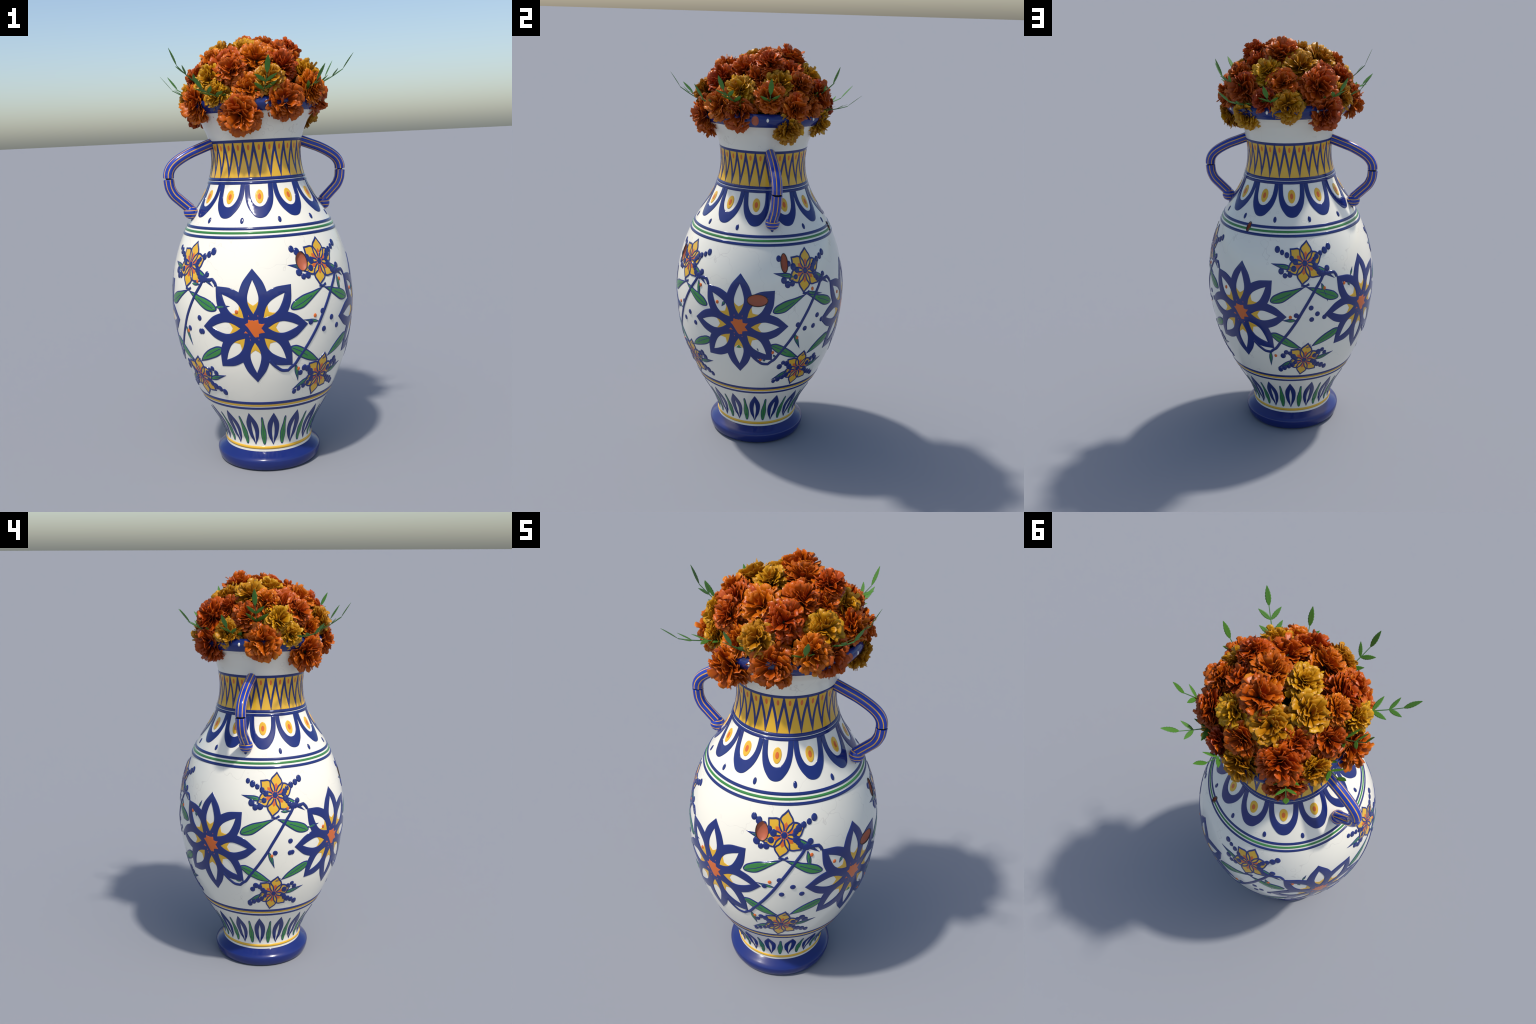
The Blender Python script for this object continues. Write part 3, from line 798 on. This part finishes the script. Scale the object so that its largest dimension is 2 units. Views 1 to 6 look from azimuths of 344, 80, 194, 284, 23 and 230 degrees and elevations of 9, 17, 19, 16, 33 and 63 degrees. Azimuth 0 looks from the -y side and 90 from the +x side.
# azimuth, radius and height of each head's face, head radius, colour (o orange, y ochre)
HEADS = [(99, .065, 1.958, .073, 'o'), (42, .169, 1.907, .071, 'o'), (88, .188, 1.944, .054, 'o'), (71, .199, 1.877, .060, 'o'), (126, .178, 1.898, .062, 'o'), (177, .134, 1.957, .073, 'o'),
         (-48, .248, 1.869, .074, 'o'), (-71, .237, 1.885, .051, 'o'), (-10, .217, 1.888, .075, 'o'), (17, .257, 1.848, .070, 'o'), (-36, .295, 1.832, .057, 'o'), (-21, .290, 1.737, .064, 'o'),
         (-174, .265, 1.814, .062, 'o'), (-120, .242, 1.843, .059, 'o'), (-91, .279, 1.814, .062, 'o'), (-136, .294, 1.796, .082, 'o'), (143, .299, 1.781, .071, 'o'), (121, .272, 1.838, .058, 'o'),
         (110, .311, 1.728, .060, 'o'), (86, .290, 1.779, .060, 'o'), (170, .301, 1.732, .052, 'o'), (40, .327, 1.736, .064, 'o'), (56, .304, 1.701, .069, 'o'), (-74, .321, 1.690, .078, 'o'),
         (11, .317, 1.677, .076, 'o'), (-132, .320, 1.668, .076, 'o'), (-29, .315, 1.623, .081, 'o'), (-46, .086, 1.946, .062, 'y'), (-95, .179, 1.916, .072, 'y'), (-148, .196, 1.895, .073, 'y'),
         (164, .228, 1.868, .064, 'y'), (99, .248, 1.852, .058, 'y'), (54, .288, 1.812, .064, 'y'), (-59, .295, 1.792, .062, 'y'), (-2, .305, 1.778, .057, 'y'), (-110, .309, 1.727, .056, 'y'),
         (-168, .304, 1.702, .067, 'y'), (104, .303, 1.631, .060, 'y'), (148, .300, 1.654, .060, 'y'), (128, .295, 1.725, .052, 'o'), (-50, .308, 1.722, .052, 'y')]
rng = random.Random(5)
def frame(d):
    z = Vector(d).normalized(); x = z.orthogonal().normalized()
    return Matrix((x, z.cross(x), z)).transposed().to_4x4()
HEADPOS = []
for i, (az, r, z, rad, col) in enumerate(HEADS):
    a = az * RAD
    d = Vector((r * math.sin(a), -r * math.cos(a), (z - 1.70) * 1.05)).normalized()
    face = Vector((r * math.sin(a), -r * math.cos(a), z - 1.25))
    rad = 0.013 + rad * 1.07
    c = face - d * rad * (0.40 if z < 1.80 else 0.56)         # the face is the sunken eye; the petals stand about 2 cm proud of it
    mat = (PETALS_O[[0, 1, 2, 1][rng.randrange(4)]] if col == 'o' else PETALS_Y[rng.randrange(2)])
    fl = bpy.data.objects.new('flower', None); bpy.context.collection.objects.link(fl); fl.parent = BOUQUET
    fl.matrix_local = Matrix.Translation(c) @ frame(d) @ Matrix.Rotation(rng.uniform(0, 6.28), 4, 'Z') @ Matrix.Diagonal((rad, rad, rad * rng.uniform(0.92, 1.0), 1))
    k = rng.randrange(6)
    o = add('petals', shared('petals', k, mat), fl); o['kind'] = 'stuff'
    for t, M in VARIANTS[k][1]:
        q = add('petal', shared('petal', t, mat), fl); q.matrix_local = M
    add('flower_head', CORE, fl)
    HEADPOS.append((c, d, rad))

# stalks from each head down into the neck, joined, and a dark mass of foliage between them
def sweep(pts, r0, r1, seg=8):
    P = spline(pts, n=5, closed=False); V, F = [], []
    T = np.gradient(P, axis=0)
    for i, (p, t) in enumerate(zip(P, T)):
        M = frame(t); r = r0 + (r1 - r0) * i / (len(P) - 1)
        for k in range(seg):
            b = 2 * math.pi * k / seg
            V.append(tuple(Vector(p) + (M @ Vector((r * math.cos(b), r * math.sin(b), 0)))))
    for i in range(len(P) - 1):
        for k in range(seg):
            l = (k + 1) % seg
            F.append((i * seg + k, i * seg + l, (i + 1) * seg + l, (i + 1) * seg + k))
    return V, F
V, F = [], []
for c, d, rad in HEADPOS:
    c2 = c - d * rad * 0.35
    foot_pt = Vector((c.x * 0.18, c.y * 0.18, 0.05)); mid = Vector((c.x * 0.50, c.y * 0.50, max(0.40, c.z * 0.62)))
    v, f = sweep([tuple(foot_pt), tuple(mid), tuple(c2 - d * 0.06), tuple(c2)], 0.006, 0.006)
    b = len(V); V += v; F += [tuple(b + k for k in q) for q in f]
st = add('stalks', mesh_from('stalks', V, F), BOUQUET, [STEM]); st['kind'] = 'stuff'
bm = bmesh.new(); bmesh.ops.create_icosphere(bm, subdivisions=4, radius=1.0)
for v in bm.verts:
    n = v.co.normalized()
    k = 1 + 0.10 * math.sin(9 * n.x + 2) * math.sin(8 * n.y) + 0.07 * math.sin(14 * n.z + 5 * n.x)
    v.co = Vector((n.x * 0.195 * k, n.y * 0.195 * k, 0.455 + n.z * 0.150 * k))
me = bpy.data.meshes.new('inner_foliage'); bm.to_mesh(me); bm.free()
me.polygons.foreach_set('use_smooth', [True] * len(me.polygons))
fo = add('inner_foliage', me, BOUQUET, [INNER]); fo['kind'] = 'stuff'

# ------------------------------------------------------------------ leaf sprigs
def leaflet(seed, L=1.0, W=0.28, n=14):
    """serrated lance-shaped leaflet along +x, folded a little on its midrib, with thickness"""
    r = random.Random(seed); V, F = [], []
    bend = r.uniform(-0.06, 0.10)
    for layer in (0, 1):
        for i in range(n + 1):
            t = i / n
            w = W * 0.5 * (math.sin(math.pi * t ** 0.85) ** 0.8) if 0 < t < 1 else 0.006
            tooth = 1 + (0.10 if i % 2 else -0.06) * (0 < i < n)
            for s in (-1, -0.5, 0, 0.5, 1):
                y = s * w * (tooth if abs(s) == 1 else 1)
                z = 0.10 * abs(y) + bend * t * t + (0.007 if layer else 0)
                V.append((t * L, y, z))
    m = 5 * (n + 1)
    for i in range(n):
        for j in range(4):
            a = i * 5 + j
            F.append((a, a + 5, a + 6, a + 1)); F.append((m + a, m + a + 1, m + a + 6, m + a + 5))
        for j, fl in ((0, 1), (4, 0)):
            a, b = i * 5 + j, i * 5 + 5 + j
            F.append((a, m + a, m + b, b) if fl else (a, b, m + b, m + a))
    return mesh_from('leaf', V, F)
LEAFM = [leaflet(60 + i) for i in range(5)]
for m in LEAFM: m.materials.append(LEAF)
# tip position of each sprig, rise angle of its last leaflet (degrees)
SPRIGS = [(0.3885, -0.2610, 1.8765, 53), (0.2185, -0.3500, 1.8250, 54), (-0.0625, -0.4410, 1.8555, 56), (-0.3610, -0.3630, 1.7850, 37), (-0.3943, -0.0565, 1.9300, 65), (-0.4110, 0.0910, 1.8187, 50),
          (-0.3360, 0.3100, 1.8340, 50), (0.0150, 0.4380, 1.8080, 46), (0.2250, 0.4240, 1.7810, 38), (0.2760, 0.3070, 1.9090, 62), (0.3838, -0.0283, 1.8655, 62)]
rng = random.Random(11)
for x, y, z, rise in SPRIGS:
    dx, dy = x - AX[0], y - AX[1]
    L = math.hypot(dx, dy); out = Vector((dx / L, dy / L, 0)); side = Vector((-out.y, out.x, 0))
    tip = Vector((dx, dy, z - 1.25))
    P = [tip]; ang = rise
    for step, da in ((0.081, 22), (0.055, 5), (0.065, 4), (0.055, 4), (0.08, 4)):
        P.append(P[-1] - (out * math.cos(ang * RAD) + Vector((0, 0, math.sin(ang * RAD)))) * step); ang -= da
    sp = bpy.data.objects.new('sprig', None); bpy.context.collection.objects.link(sp); sp.parent = BOUQUET
    sp.location = P[-1]
    base = P[-1].copy()
    v, f = sweep([tuple(q - base) for q in P[:0:-1]], 0.0030, 0.0018, 6)
    add('sprig_stem', mesh_from('sprig_stem', v, f), sp, [STEM])
    def put_leaf(pos, dirv, length):
        up = dirv.cross(side).normalized() if abs(dirv.dot(side)) < 0.98 else Vector((0, 0, 1))
        if up.z < 0: up = -up
        X = dirv.normalized(); Zv = (up - X * up.dot(X)).normalized(); Y = Zv.cross(X)
        q = add('leaf', LEAFM[rng.randrange(5)], sp)
        q.matrix_local = Matrix.Translation(pos - base) @ Matrix((X, Y, Zv)).transposed().to_4x4() @ Matrix.Diagonal((length, length, length, 1))
    put_leaf(P[1], (P[0] - P[1]), 0.083)
    for n, ll in ((2, 0.064), (3, 0.074), (4, 0.066)):
        ax_ = (P[n - 1] - P[n]).normalized()
        for s in (-1, 1):
            b = 44 * RAD * rng.uniform(0.88, 1.15)
            put_leaf(P[n], ax_ * math.cos(b) + side * s * math.sin(b) + Vector((0, 0, 0.10)), ll * rng.uniform(0.93, 1.06))
